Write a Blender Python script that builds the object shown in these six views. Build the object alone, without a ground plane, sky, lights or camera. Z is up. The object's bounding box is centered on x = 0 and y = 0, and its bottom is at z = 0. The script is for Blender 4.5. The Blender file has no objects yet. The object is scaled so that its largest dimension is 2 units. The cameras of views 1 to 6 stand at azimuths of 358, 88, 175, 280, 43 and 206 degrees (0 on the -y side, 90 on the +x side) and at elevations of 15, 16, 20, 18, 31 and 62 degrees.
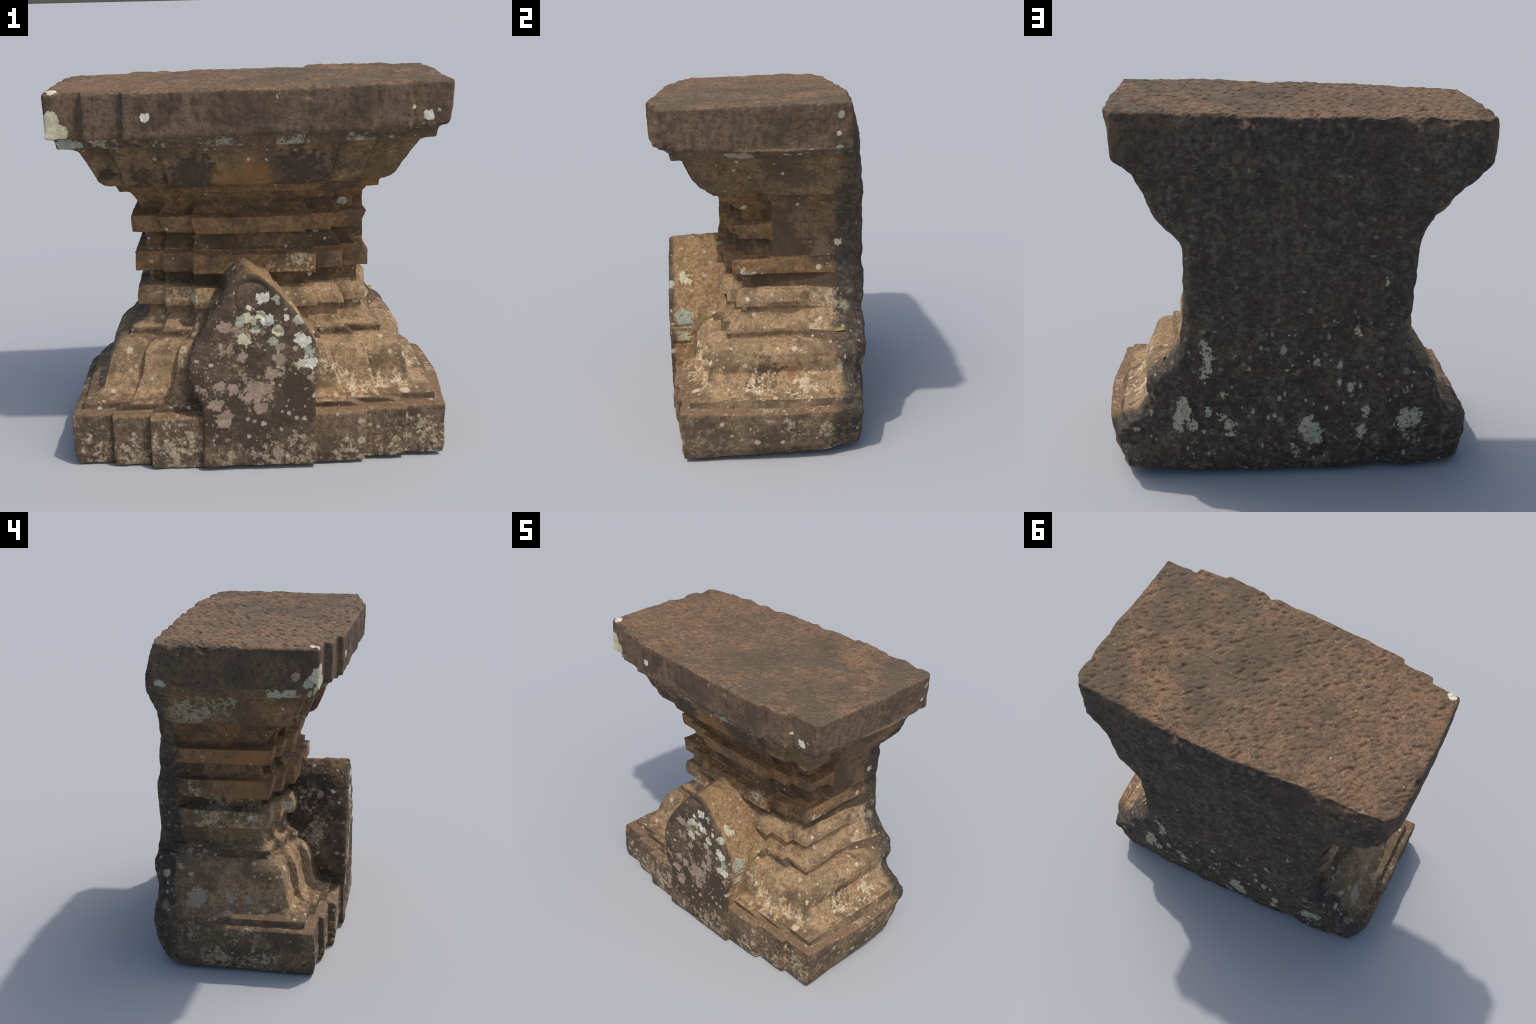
# Weathered carved sandstone pedestal: redented plinth and cornice mouldings with a
# gabled antefix on the front, a rough dark back and a pecked top.
import bpy, bmesh, math
import numpy as np
from mathutils import Vector

VOX = 0.0045          # remesh size
rng = np.random.default_rng(7)

# ------------------------------------------------------------------ helpers
def lerp(a, b, t):
    return a + (b - a) * t

def sstep(a, b, x):
    t = np.clip((x - a) / (b - a), 0, 1)
    return t * t * (3 - 2 * t)

def _hash(ix, iy, iz, seed):
    h = (ix * 374761393 + iy * 668265263 + iz * 2147483647 + seed * 974634301) & 0xFFFFFFFF
    h = ((h ^ (h >> 13)) * 1274126177) & 0xFFFFFFFF
    h = ((h ^ (h >> 16)) * 2246822519) & 0xFFFFFFFF
    return (h ^ (h >> 15)) & 0xFFFFFFFF

def vnoise(p, freq, seed=0):
    """Smooth gradient noise, about -1..1, at points p (n,3)."""
    q = p * freq + 137.31
    i = np.floor(q).astype(np.int64)
    f = q - i
    u = f * f * f * (f * (f * 6 - 15) + 10)
    out = 0
    for dx in (0, 1):
        for dy in (0, 1):
            for dz in (0, 1):
                h = _hash(i[:, 0] + dx, i[:, 1] + dy, i[:, 2] + dz, seed)
                gx = ((h & 1023) / 511.5 - 1)
                gy = (((h >> 10) & 1023) / 511.5 - 1)
                gz = (((h >> 20) & 1023) / 511.5 - 1)
                d = gx * (f[:, 0] - dx) + gy * (f[:, 1] - dy) + gz * (f[:, 2] - dz)
                w = ((u[:, 0] if dx else 1 - u[:, 0]) * (u[:, 1] if dy else 1 - u[:, 1])
                     * (u[:, 2] if dz else 1 - u[:, 2]))
                out = out + d * w
    return out * 1.3

def fbm(p, freq, octaves, seed=0, gain=0.5):
    s, a = 0, 1.0
    for o in range(octaves):
        s = s + a * vnoise(p, freq * 2 ** o, seed + 11 * o)
        a *= gain
    return s

# ------------------------------------------------------------------ profile of the carved stone
# One row per arris of the moulding:
# height at left, height at right, front-left corner (x, y), front-right corner (x, y)
PROFILE = [
    (0.010, 0.022, -0.942, -0.420, 0.952, -0.470),
    (0.060, 0.070, -0.958, -0.434, 0.958, -0.480),
    (0.264, 0.280, -0.962, -0.432, 0.957, -0.482),
    (0.272, 0.288, -0.946, -0.422, 0.948, -0.472),
    (0.275, 0.292, -0.910, -0.372, 0.912, -0.428),
    (0.310, 0.330, -0.908, -0.370, 0.912, -0.430),
    (0.316, 0.336, -0.882, -0.346, 0.884, -0.412),
    (0.325, 0.344, -0.842, -0.306, 0.842, -0.370),
    (0.350, 0.366, -0.812, -0.274, 0.802, -0.338),
    (0.430, 0.436, -0.786, -0.246, 0.776, -0.324),
    (0.500, 0.505, -0.768, -0.234, 0.764, -0.316),
    (0.545, 0.550, -0.748, -0.220, 0.744, -0.298),
    (0.576, 0.580, -0.724, -0.196, 0.716, -0.276),
    (0.590, 0.594, -0.700, -0.172, 0.690, -0.244),
    (0.596, 0.599, -0.664, -0.138, 0.656, -0.210),
    (0.630, 0.636, -0.666, -0.144, 0.664, -0.222),
    (0.639, 0.641, -0.650, -0.132, 0.638, -0.198),
    (0.660, 0.662, -0.600, -0.098, 0.600, -0.158),
    (0.700, 0.702, -0.572, -0.070, 0.576, -0.134),
    (0.753, 0.753, -0.560, -0.056, 0.560, -0.120),
    (0.757, 0.757, -0.622, -0.122, 0.590, -0.158),
    (0.800, 0.790, -0.622, -0.132, 0.588, -0.158),
    (0.864, 0.858, -0.614, -0.134, 0.552, -0.122),
    (0.868, 0.866, -0.556, -0.064, 0.540, -0.114),
    (0.940, 0.952, -0.556, -0.064, 0.545, -0.126),
    (0.944, 0.956, -0.624, -0.126, 0.597, -0.176),
    (1.060, 1.036, -0.618, -0.150, 0.597, -0.172),
    (1.064, 1.042, -0.566, -0.080, 0.545, -0.100),
    (1.105, 1.090, -0.564, -0.070, 0.508, -0.112),
    (1.155, 1.144, -0.568, -0.074, 0.508, -0.112),
    (1.160, 1.150, -0.628, -0.138, 0.560, -0.130),
    (1.200, 1.200, -0.630, -0.152, 0.574, -0.150),
    (1.248, 1.242, -0.630, -0.156, 0.590, -0.160),
    (1.256, 1.256, -0.578, -0.100, 0.520, -0.096),
    (1.305, 1.310, -0.584, -0.122, 0.524, -0.110),
    (1.350, 1.350, -0.606, -0.162, 0.566, -0.162),
    (1.380, 1.380, -0.628, -0.190, 0.584, -0.195),
    (1.384, 1.386, -0.676, -0.212, 0.640, -0.232),
    (1.420, 1.426, -0.680, -0.218, 0.646, -0.240),
    (1.424, 1.432, -0.716, -0.262, 0.668, -0.262),
    (1.434, 1.444, -0.744, -0.286, 0.690, -0.282),
    (1.460, 1.470, -0.768, -0.306, 0.716, -0.306),
    (1.520, 1.530, -0.795, -0.330, 0.748, -0.336),
    (1.580, 1.590, -0.822, -0.354, 0.786, -0.366),
    (1.620, 1.640, -0.844, -0.374, 0.818, -0.396),
    (1.636, 1.656, -0.874, -0.392, 0.842, -0.420),
    (1.642, 1.662, -0.938, -0.420, 0.876, -0.475),
    (1.688, 1.708, -0.948, -0.426, 0.890, -0.486),
    (1.694, 1.716, -0.986, -0.455, 0.915, -0.520),
    (1.712, 1.732, -0.988, -0.458, 0.925, -0.536),
    (1.902, 1.926, -0.990, -0.460, 0.948, -0.549),
    (1.914, 1.938, -0.978, -0.448, 0.936, -0.537),
]
# where the front steps forward: x of the four step lines and the depth of the steps, by height
ST_Z = [0.000, 0.280, 0.300, 0.330, 0.420, 0.570, 0.610, 0.690, 0.755, 0.800, 0.862, 0.885, 0.950, 1.050, 1.100, 1.155, 1.245, 1.320, 1.390, 1.430, 1.530, 1.650, 1.690, 1.930]
ST_LA = [-0.755, -0.755, -0.711, -0.655, -0.602, -0.585, -0.512, -0.470, -0.476, -0.475, -0.474, -0.476, -0.480, -0.474, -0.462, -0.452, -0.497, -0.444, -0.520, -0.632, -0.655, -0.700, -0.808, -0.808]
ST_LB = [-0.560, -0.560, -0.504, -0.465, -0.430, -0.412, -0.345, -0.310, -0.321, -0.321, -0.320, -0.321, -0.322, -0.321, -0.310, -0.301, -0.325, -0.294, -0.360, -0.415, -0.430, -0.470, -0.615, -0.615]
ST_RB = [0.543, 0.543, 0.517, 0.440, 0.405, 0.370, 0.318, 0.270, 0.325, 0.312, 0.262, 0.285, 0.313, 0.320, 0.290, 0.265, 0.306, 0.250, 0.310, 0.375, 0.388, 0.410, 0.560, 0.560]
ST_RA = [0.754, 0.754, 0.704, 0.612, 0.590, 0.560, 0.491, 0.430, 0.470, 0.456, 0.412, 0.442, 0.459, 0.460, 0.440, 0.400, 0.452, 0.403, 0.460, 0.530, 0.555, 0.600, 0.740, 0.737]
ST_D1L = [0.032, 0.032, 0.036, 0.040, 0.042, 0.044, 0.046, 0.040, 0.045, 0.045, 0.045, 0.046, 0.050, 0.046, 0.040, 0.035, 0.040, 0.034, 0.036, 0.050, 0.046, 0.040, 0.046, 0.046]
ST_D2L = [0.075, 0.075, 0.078, 0.086, 0.090, 0.094, 0.098, 0.085, 0.104, 0.103, 0.088, 0.093, 0.106, 0.092, 0.085, 0.088, 0.088, 0.065, 0.070, 0.085, 0.088, 0.080, 0.080, 0.080]
ST_D1R = [0.028, 0.028, 0.030, 0.049, 0.051, 0.053, 0.042, 0.040, 0.054, 0.050, 0.044, 0.043, 0.042, 0.050, 0.049, 0.048, 0.042, 0.042, 0.042, 0.055, 0.050, 0.040, 0.050, 0.050]
ST_D2R = [0.064, 0.064, 0.066, 0.088, 0.096, 0.102, 0.098, 0.085, 0.102, 0.098, 0.088, 0.091, 0.098, 0.100, 0.098, 0.095, 0.085, 0.068, 0.078, 0.083, 0.084, 0.072, 0.085, 0.085]
# worn rear edge of both flanks and depth of the rough back, by height
RE_Z = [0.00, 0.07, 0.19, .2798, .2830, .3205, .340, 0.42, 0.50, 0.56, 0.64, 0.74, 0.84, 0.94, 1.05, 1.18, 1.29, 1.36, 1.43, 1.53, 1.64, 1.70, 1.80, 1.93]
RE_XR = [.935, .965, .995, .980, .928, .918, .845, .776, .794, .790, .688, .624, .604, .604, .598, .596, .594, .672, .740, .788, .845, .925, .982, .975]
RE_XL = [-0.920, -0.930, -0.930, -0.922, -0.898, -0.892, -0.835, -0.774, -0.750, -0.708, -0.612, -0.552, -0.556, -0.580, -0.592, -0.606, -0.594, -0.640, -0.680, -0.765, -0.900, -0.968, -0.988, -0.955]
RE_YR = [.505, .530, .528, .528, .528, .526, .526, .530, .556, .562, .564, .558, .556, .564, .570, .566, .558, .554, .554, .552, .534, .512, .492, .456]
RE_YL = [.470, .500, .524, .526, .526, .526, .526, .536, .554, .556, .556, .545, .534, .550, .545, .530, .520, .510, .512, .508, .500, .490, .480, .450]

# broad swells and hollows of the split back: x, z, half-widths, amount
BACK = [(.12, 1.80, .55, .16, .046), (-.1, 1.50, .20, .11, -.034), (.85, 1.58, .22, .14, -.035), (.05, .18, .75, .16, .030), (.60, .33, .12, .09, .020),
        (.02, .56, .24, .08, -.045), (.36, .84, .14, .13, .042), (-.42, .85, .16, .14, .030), (-.38, .38, .14, .08, .028),
        (-.70, 1.76, .16, .12, .055), (.40, 1.76, .16, .12, .028), (.42, 1.55, .14, .12, .020), (.08, .88, .12, .14, .028), (.15, 1.84, .4, .08, .012), (.29, 1.23, .15, .14, -.026), (-.35, 1.26, .14, .20, .024), (.30, 1.55, .22, .08, -.010)]

def st(tab, z):
    return float(np.interp(z, ST_Z, tab))

def re(tab, z):
    return float(np.interp(z, RE_Z, tab))

def bottom_lift(x, y):
    """The underside is not level: the rear right corner stands highest."""
    u, v = (x + 1) / 2, (y + 0.5) / 1.0
    return lerp(lerp(-0.006, 0.011, u), lerp(0.014, 0.036, u), v) - 0.012 * math.exp(-((x + .1) / .4) ** 2)

def level_loop(row):
    zL, zR, xL, yL, xR, yR = row
    z0 = 0.5 * (zL + zR)
    la, lb, rb, ra = st(ST_LA, z0), st(ST_LB, z0), st(ST_RB, z0), st(ST_RA, z0)
    d1l, d2l, d1r, d2r = st(ST_D1L, z0), st(ST_D2L, z0), st(ST_D1R, z0), st(ST_D2R, z0)
    xrl, xrr, yrl, yrr = re(RE_XL, z0), re(RE_XR, z0), re(RE_YL, z0), re(RE_YR, z0)
    base = lambda x: lerp(yL, yR, (x - xL) / (xR - xL))
    pts = []
    cham = 0.05
    # left flank, back to front
    slab = sstep(1.69, 1.71, z0)
    cornice = float(sstep(1.42, 1.47, z0) * (1 - sstep(1.62, 1.66, z0)))
    cyma = float(sstep(.40, .50, z0) * (1 - sstep(.57, .595, z0)))
    neck = float(sstep(1.26, 1.28, z0) * (1 - sstep(1.42, 1.43, z0)))
    groove = float(any(a < z0 < b for a, b in ((.66, .756), (.864, .942), (1.064, 1.157))))
    for k in range(31):
        y = lerp(yrl - cham, yL, k / 30)
        t = float(sstep(0.34, 0.48, y))
        x = lerp(xL, xrl, t)
        mid = math.sin(math.pi * k / 30)
        x -= slab * 0.012 * mid
        x -= 0.028 * mid * cornice + 0.016 * mid * cyma       # both cymas swell towards the rear
        lip = float(sstep(1.640, 1.646, z0) * (1 - sstep(1.698, 1.704, z0)))
        x -= 0.018 * min(1, 1.5 * mid) * lip
        x += 0.026 * min(1, 1.5 * mid) * groove * (z0 < 1.0)
        x -= 0.018 * min(1, 1.5 * mid) * math.exp(-((z0 - 1.41) / .03) ** 2)
        x -= 0.026 * min(1, 1.5 * mid) * neck
        pts.append((x, y))
    # front with two steps forward from either corner to the middle bay
    def run(xa, xb, da, db, n):
        for k in range(1, n + 1):
            t = k / n
            x = lerp(xa, xb, t)
            pts.append((x, base(x) - lerp(da, db, t)))
    gw, gd = .010, (.011 if z0 < 1.69 else .004)          # a fine groove is cut along every re-entrant corner
    run(xL, la - gw, 0, 0, 8)
    run(la - gw, la - .001, 0, -gd, 2)
    run(la - .001, la + .004, -gd, d1l, 3)
    run(la + .004, lb - gw, d1l, d1l, 8)
    run(lb - gw, lb - .001, d1l, d1l - gd, 2)
    run(lb - .001, lb + .004, d1l - gd, d2l, 3)
    run(lb + .004, rb - .004, d2l, d2r, 30)
    run(rb - .004, rb + .001, d2r, d1r - gd, 3)
    run(rb + .001, rb + gw, d1r - gd, d1r, 2)
    run(rb + gw, ra - .004, d1r, d1r, 8)
    run(ra - .004, ra + .001, d1r, -gd, 3)
    run(ra + .001, ra + gw, -gd, 0, 2)
    run(ra + gw, xR, 0, 0, 8)
    # right flank, front to back; its rear half was left as a plain block between the bands
    block = float(sstep(1.035, 1.05, z0) * (1 - sstep(1.375, 1.39, z0)))
    crown = float(sstep(1.40, 1.44, z0) * (1 - sstep(1.63, 1.67, z0)))
    low = float(sstep(.86, .87, z0) * (1 - sstep(.945, .955, z0)))
    ycut = 0.045 - 0.9 * max(0, z0 - 1.40)
    for k in range(1, 41):
        y = lerp(yR, yrr - cham, k / 40)
        t = float(sstep(0.15, 0.42, y))
        x = lerp(xR, xrr, float(sstep(-.45, .12, y)) if z0 < .595 or z0 > 1.69 else t)
        tb = float(sstep(ycut - .012, ycut + .012, y))
        x = lerp(x, 0.598 + 0.07 * float(sstep(1.30, 1.40, z0)), tb * block * (1 - t))
        x += 0.028 * float(sstep(1.652, 1.658, z0) * (1 - sstep(1.70, 1.708, z0))) * math.sin(math.pi * k / 40)      # lip under the slab
        x += 0.010 * tb * crown * (1 - t) - 0.010 * crown
        x -= 0.045 * crown * math.exp(-((y - ycut + .045) / .06) ** 2)
        tl = float(sstep(-.10 + (.56 - z0) * .3, .02 + (.56 - z0) * .3, y))
        x += 0.006 * cyma * tl * (1 - t)
        x += 0.040 * tb * (1 - t) * math.exp(-((z0 - 1.44) / .045) ** 2)
        flat = float(sstep(.758, .77, z0) * (1 - sstep(.862, .868, z0))) * float(sstep(-.10, .10, y))
        x -= 0.018 * float(sstep(.57, .60, z0) * (1 - sstep(.64, .65, z0))) * float(sstep(-.1, .1, y)) * (1 - t)
        x = lerp(x, .612, flat * (1 - t))                    # the band runs plain and upright towards the rear
        if z0 < .3:
            x += 0.026 * math.sin(math.pi * k / 40) * float(sstep(.0, .10, z0))
        x = lerp(x, 0.570, low * tb * (1 - t) * .6)
        pts.append((x, y))
    # back
    xa, xb = xrr - cham * .8, xrl + cham * .8
    for k in range(41):
        t = k / 40
        x = lerp(xa, xb, t)
        y = lerp(yrr, yrl, t) + 0.016 * math.sin(math.pi * t)
        for bx, bz, sx, sz, dy in BACK:
            y += dy * math.exp(-((x - bx) / sx) ** 2 - ((z0 - bz) / sz) ** 2)
        pts.append((x, y))
    out = []
    for x, y in pts:
        z = lerp(zL, zR, (x + .95) / 1.9)
        if z0 < 0.27:
            z = z + (bottom_lift(x, y) - lerp(.010, .022, (x + .95) / 1.9)) * (1 - z0 / 0.27)
        if z0 > 1.85:
            z += 0.016 * float(sstep(-.5, .5, y))
        out.append((x, y, z))
    return out

def loft(loops):
    n = len(loops[0])
    verts = [p for l in loops for p in l]
    faces = []
    for i in range(len(loops) - 1):
        for j in range(n):
            a, b = i * n + j, i * n + (j + 1) % n
            faces.append((a, b, b + n, a + n))
    faces.append(tuple(range(n))[::-1])
    faces.append(tuple(range((len(loops) - 1) * n, len(loops) * n)))
    return verts, faces

# ------------------------------------------------------------------ the gabled antefix on the front
# outline of the front face, from bottom left over the point to bottom right (x, z)
GABLE = [(-.300, .012), (-.294, .18), (-.290, .350), (-.318, .400), (-.345, .460), (-.357, .530), (-.352, .590), (-.334, .650),
         (-.292, .740), (-.242, .832), (-.182, .928), (-.128, .996), (-.072, 1.040), (-.030, 1.064),
         (.012, 1.040), (.080, .982), (.167, .870), (.241, .756), (.288, .655), (.302, .575),
         (.293, .470), (.291, .452), (.281, .444), (.282, .20), (.284, .012)]

def smooth_line(pts, n):
    pts = np.array(pts)
    d = np.r_[0, np.cumsum(np.linalg.norm(np.diff(pts, axis=0), axis=1))]
    s = np.linspace(0, d[-1], n)
    return np.c_[np.interp(s, d, pts[:, 0]), np.interp(s, d, pts[:, 1])]

def gable_loops():
    o = smooth_line(GABLE, 120)
    c = np.array([0.0, 0.45])
    loops = []
    # (y, inset of the outline): rounded front edge, then straight back into the body
    for y, ins in ((-.560, .036), (-.560, .018), (-.557, .008), (-.550, .002), (-.535, 0), (-.47, 0), (-.30, 0), (-.16, .004)):
        loop = []
        for k, (x, z) in enumerate(o):
            d = np.array([x, z]) - c
            L = np.linalg.norm(d)
            q = c + d * (1 - ins / L)
            if z < .03:
                q[1] = z
            back = (y + .557)
            # ridge runs back slightly to the left, the left flank draws in behind the face
            xx = q[0] - 0.13 * back * sstep(.88, 1.05, z)
            xx += .15 * back * sstep(-.02, -.20, x) * sstep(1.0, .85, z) * sstep(.50, .70, z)
            xx -= .10 * back * sstep(.02, .15, x) * sstep(.60, .75, z) * sstep(1.0, .9, z)
            lean = sstep(.05, -.30, x) * (y < -.45)
            yy = y - .008 * lean * sstep(.45, .65, z) * sstep(1.0, .85, z) + .012 * lean * sstep(.42, .20, z)
            loop.append((xx, yy, q[1] - .022 * sstep(.7, 1.0, z) - .012 * sstep(.72, .95, z) * sstep(.02, -.12, x)))
        loops.append(loop)
    return loops

def build_shell():
    v1, f1 = loft([level_loop(r) for r in PROFILE])
    g = gable_loops()
    v2, f2 = loft(g)
    n = len(v1)
    me = bpy.data.meshes.new("shell")
    bm = bmesh.new()
    for vs, fs in ((v1, f1), (v2, f2)):
        bv = [bm.verts.new(p) for p in vs]
        for f in fs:
            try:
                bm.faces.new([bv[i] for i in f])
            except ValueError:
                pass
    bmesh.ops.triangulate(bm, faces=[f for f in bm.faces if len(f.verts) > 4])
    bmesh.ops.recalc_face_normals(bm, faces=bm.faces[:])
    bm.to_mesh(me)
    bm.free()
    return me

shell = build_shell()
tmp = bpy.data.objects.new("shell", shell)
bpy.context.scene.collection.objects.link(tmp)
mod = tmp.modifiers.new("remesh", "REMESH")
mod.mode = "VOXEL"
mod.voxel_size = VOX
dg = bpy.context.evaluated_depsgraph_get()
body = bpy.data.meshes.new_from_object(tmp.evaluated_get(dg))
bpy.data.objects.remove(tmp)

nv = len(body.vertices)
co = np.empty(nv * 3)
body.vertices.foreach_get("co", co)
co = co.reshape(-1, 3)
ed = np.empty(len(body.edges) * 2, dtype=np.int64)
body.edges.foreach_get("vertices", ed)
ed = ed.reshape(-1, 2)
deg = np.bincount(ed.ravel(), minlength=nv).astype(float)

def laplace(p, n, lam=0.5):
    for _ in range(n):
        s = np.empty_like(p)
        for c in range(3):
            s[:, c] = np.bincount(ed[:, 0], p[ed[:, 1], c], nv) + np.bincount(ed[:, 1], p[ed[:, 0], c], nv)
        p = p + lam * (s / deg[:, None] - p)
    return p

def normals(p):
    body.vertices.foreach_set("co", p.ravel())
    body.update()
    n = np.empty(nv * 3)
    body.vertex_normals.foreach_get("vector", n)
    return n.reshape(-1, 3)

# --- which vertices are the antefix (front slab standing proud of the mouldings)
PZ = np.array([(r[0] + r[1]) / 2 for r in PROFILE])
PYL = np.array([r[3] for r in PROFILE])
PYR = np.array([r[5] for r in PROFILE])
PXL = np.array([r[2] for r in PROFILE])
PXR = np.array([r[4] for r in PROFILE])

def bay_front(p):
    z = p[:, 2]
    yl, yr = np.interp(z, PZ, PYL), np.interp(z, PZ, PYR)
    xl, xr = np.interp(z, PZ, PXL), np.interp(z, PZ, PXR)
    x = p[:, 0]
    t = (x - xl) / (xr - xl)
    d = np.where(x < 0, np.interp(z, ST_Z, ST_D2L), np.interp(z, ST_Z, ST_D2R))
    return yl + (yr - yl) * t - d

OUT = smooth_line(GABLE, 240)

def in_gable(p, grow=0.02):
    """rough inside test of the outline, allowing for its slight skew"""
    back = np.clip(p[:, 1] + .557, 0, .4)
    z = p[:, 2]
    x = p[:, 0] + 0.13 * back * sstep(.88, 1.05, z)
    left = OUT[:120]
    m = OUT[:, 1].argmax()
    xl = np.interp(z, OUT[:m + 1, 1], OUT[:m + 1, 0])
    xr = np.interp(z, OUT[m:, 1][::-1], OUT[m:, 0][::-1])
    return (x > xl - grow) & (x < xr + grow) & (z < 1.085)

gable = in_gable(co) & (co[:, 1] < bay_front(co) - 0.006)

# --- wear: arrises rounded unevenly
p0 = laplace(co, 1)
p1 = laplace(p0, 5)
p2 = laplace(p1, 45)
w = np.clip(-.05 + 0.6 * fbm(co, 7, 3, 5), 0, 1)
w = np.maximum(w, sstep(.38, .48, co[:, 1]))
w = np.where(gable, np.maximum(w, .5), w)
p = p0 + (p1 - p0) * w[:, None]
soft = np.clip(.75 + .5 * fbm(co, 5, 2, 6), 0, 1) * np.maximum(sstep(1.70, 1.74, co[:, 2]), .8 * sstep(.38, .48, co[:, 1]) * sstep(-.2, .2, co[:, 1]))
p = p + (p2 - p) * soft[:, None]
nrm = normals(p)

x, y, z = p.T
rear = sstep(.36, .48, y)
topf = sstep(.75, .95, nrm[:, 2]) * sstep(1.82, 1.88, z)
botf = sstep(-.5, -.8, nrm[:, 2]) * (z < .2)
h = 0.0045 * fbm(p, 5, 3, 21) + 0.0022 * fbm(p, 26, 3, 22)
h += rear * (0.013 * fbm(p * [1, 1, .8], 2.6, 3, 31) + 0.009 * fbm(p, 10, 3, 32))
h += gable * sstep(-.52, -.46, y) * (0.010 * fbm(p, 11, 3, 61) + .004 * fbm(p, 34, 2, 62))
h += botf * 0.004 * fbm(p, 8, 3, 33)
plinth = sstep(.30, .27, z)
h += plinth * 0.005 * fbm(p, 12, 3, 34)
# slab sides: rough, hewn
slab = sstep(1.70, 1.73, z) * (1 - topf)
h += slab * (0.005 * fbm(p, 9, 3, 35) + 0.002 * fbm(p * [1, 1, .4], 40, 2, 36))
# pecked top: short slanting chisel pits between low ridges
a = math.radians(40)
uv = np.c_[x * math.cos(a) + y * math.sin(a), -x * math.sin(a) + y * math.cos(a), z * 0]
warp = 0.010 * vnoise(p * [1, 1, 0], 14, 41)
q = uv * [21, 38, 0] + warp[:, None] * 30
pk = fbm(q, 1.0, 2, 42, .45)
pits = np.minimum(pk + 0.12, 0)
h += topf * (0.001 + 0.014 * pits + 0.0040 * pk + 0.006 * fbm(p * [1, 1, 0], 3.5, 2, 43))
# fluttering lower front edge of the slab and its chips
h += (sstep(1.80, 1.72, z) * sstep(1.69, 1.71, z)) * sstep(-.3, -.45, y) * 0.006 * fbm(p * [1, 0, 0], 9, 2, 51)
p = p + nrm * h[:, None]

def round_edge(p, cx, cy, sx, sy, r, z0, z1):
    """pull everything outside a radius at a vertical corner back onto the rounding"""
    dx, dy = (p[:, 0] - cx) * sx, (p[:, 1] - cy) * sy          # corner centre, outward axes
    m = (dx > 0) & (dy > 0) & (p[:, 2] > z0 - .03) & (p[:, 2] < z1)
    L = np.hypot(dx, dy)
    k = np.where(m & (L > r), (r + (L - r) * .25) / np.maximum(L, 1e-6), 1.0)
    k = 1 + (k - 1) * sstep(z0 - .03, z0 + .05, p[:, 2])
    p = p.copy()
    p[:, 0] = np.where(m, cx + sx * dx * k, p[:, 0])
    p[:, 1] = np.where(m, cy + sy * dy * k, p[:, 1])
    return p

def dent(p, c, r, depth, stretch=(1, 1, 1), dirv=None):
    d = (p - np.array(c)) / np.array(stretch)
    k = np.exp(-(d ** 2).sum(1) / (r * r))
    n = nrm if dirv is None else np.array(dirv)
    return p - n * (depth * k)[:, None]

for cx, cy, sx, sy, r in ((.895, -.51, 1, -1, .048), (-.955, -.425, -1, -1, .038), (.90, .40, 1, 1, .07), (-.90, .38, -1, 1, .08)):
    p = round_edge(p, cx, cy, sx, sy, r, 1.71, 2.1)

CHIPS = [  # broken spots: centre, radius, depth, direction pushed away from
    ((.262, -.585, 1.900), .030, .034, (0, -.7, .7)), ((.245, -.575, 1.735), .040, .022, (0, -.3, -1)),
    ((.10, -.575, 1.91), .05, .008, (0, -.5, .8)),
    ((-.985, .150, 1.910), .030, .030, (-.6, 0, .7)), ((-.975, .10, 1.915), .022, .016, (-.6, 0, .7)),
    ((-.960, .330, 1.925), .040, .022, (-.7, .3, .6)), ((-.55, .49, 1.93), .05, .015, (0, .6, .7)),
    ((.30, .47, 1.94), .05, .014, (0, .6, .7)), ((.62, .48, 1.94), .04, .012, (0, .6, .7)),
    ((-.475, .53, .050), .045, .05, (0, .7, -.6)), ((.52, .53, .06), .05, -.02, (0, 0, -1)),
    ((.97, .10, 1.93), .04, .012, (.7, 0, .7)), ((.97, .28, 1.93), .03, .014, (.7, 0, .7)),
    ((.965, .49, .285), .055, .035, (.7, .6, .3)), ((.98, .48, .10), .11, .060, (.7, .6, -.4)), ((-.94, .44, .06), .07, .03, (-.7, .6, -.4)),
    ((.90, -.50, 1.70), .035, .03, (.6, -.7, -.4)), ((.60, .565, 1.02), .05, .012, (0, 1, 0)),
    ((.40, .55, 1.66), .05, .022, (0, 1, 0)), ((.55, .55, 1.70), .06, -.012, (0, 1, 0)),
    ((-.95, .42, 1.66), .08, .02, (-.7, .7, 0)), ((.592, -.16, .775), .02, .014, (.7, -.7, 0)),
    ((-.80, .56, .46), .08, .02, (-.6, .7, 0)),
]
for c, r, dep, dv in CHIPS:
    dv = np.array(dv, float)
    p = dent(p, c, r, dep, dirv=dv / np.linalg.norm(dv))

# incised lines on the face of the antefix: trefoil scrolls worn almost flat
def groove(p, c, r, a0, a1, depth, width=.011):
    d = p[:, [0, 2]] - np.array(c)
    rad = np.hypot(d[:, 0], d[:, 1])
    ang = np.degrees(np.arctan2(d[:, 1], d[:, 0])) % 360
    inside = np.where(a0 <= a1, (ang > a0) & (ang < a1), (ang > a0) | (ang < a1))
    k = np.exp(-((rad - r) / width) ** 2) * inside * (p[:, 1] < -.50) * gable
    p = p.copy()
    p[:, 1] += depth * k
    return p
p = groove(p, (-.030, .905), .086, 20, 225, .008)
p = groove(p, (.115, .805), .078, 200, 60, .008)
p = groove(p, (-.005, .785), .040, 0, 359, .007, .009)
p = groove(p, (.055, .705), .055, 60, 150, .007)
p = groove(p, (-.07, .80), .045, 90, 200, .006)
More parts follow.
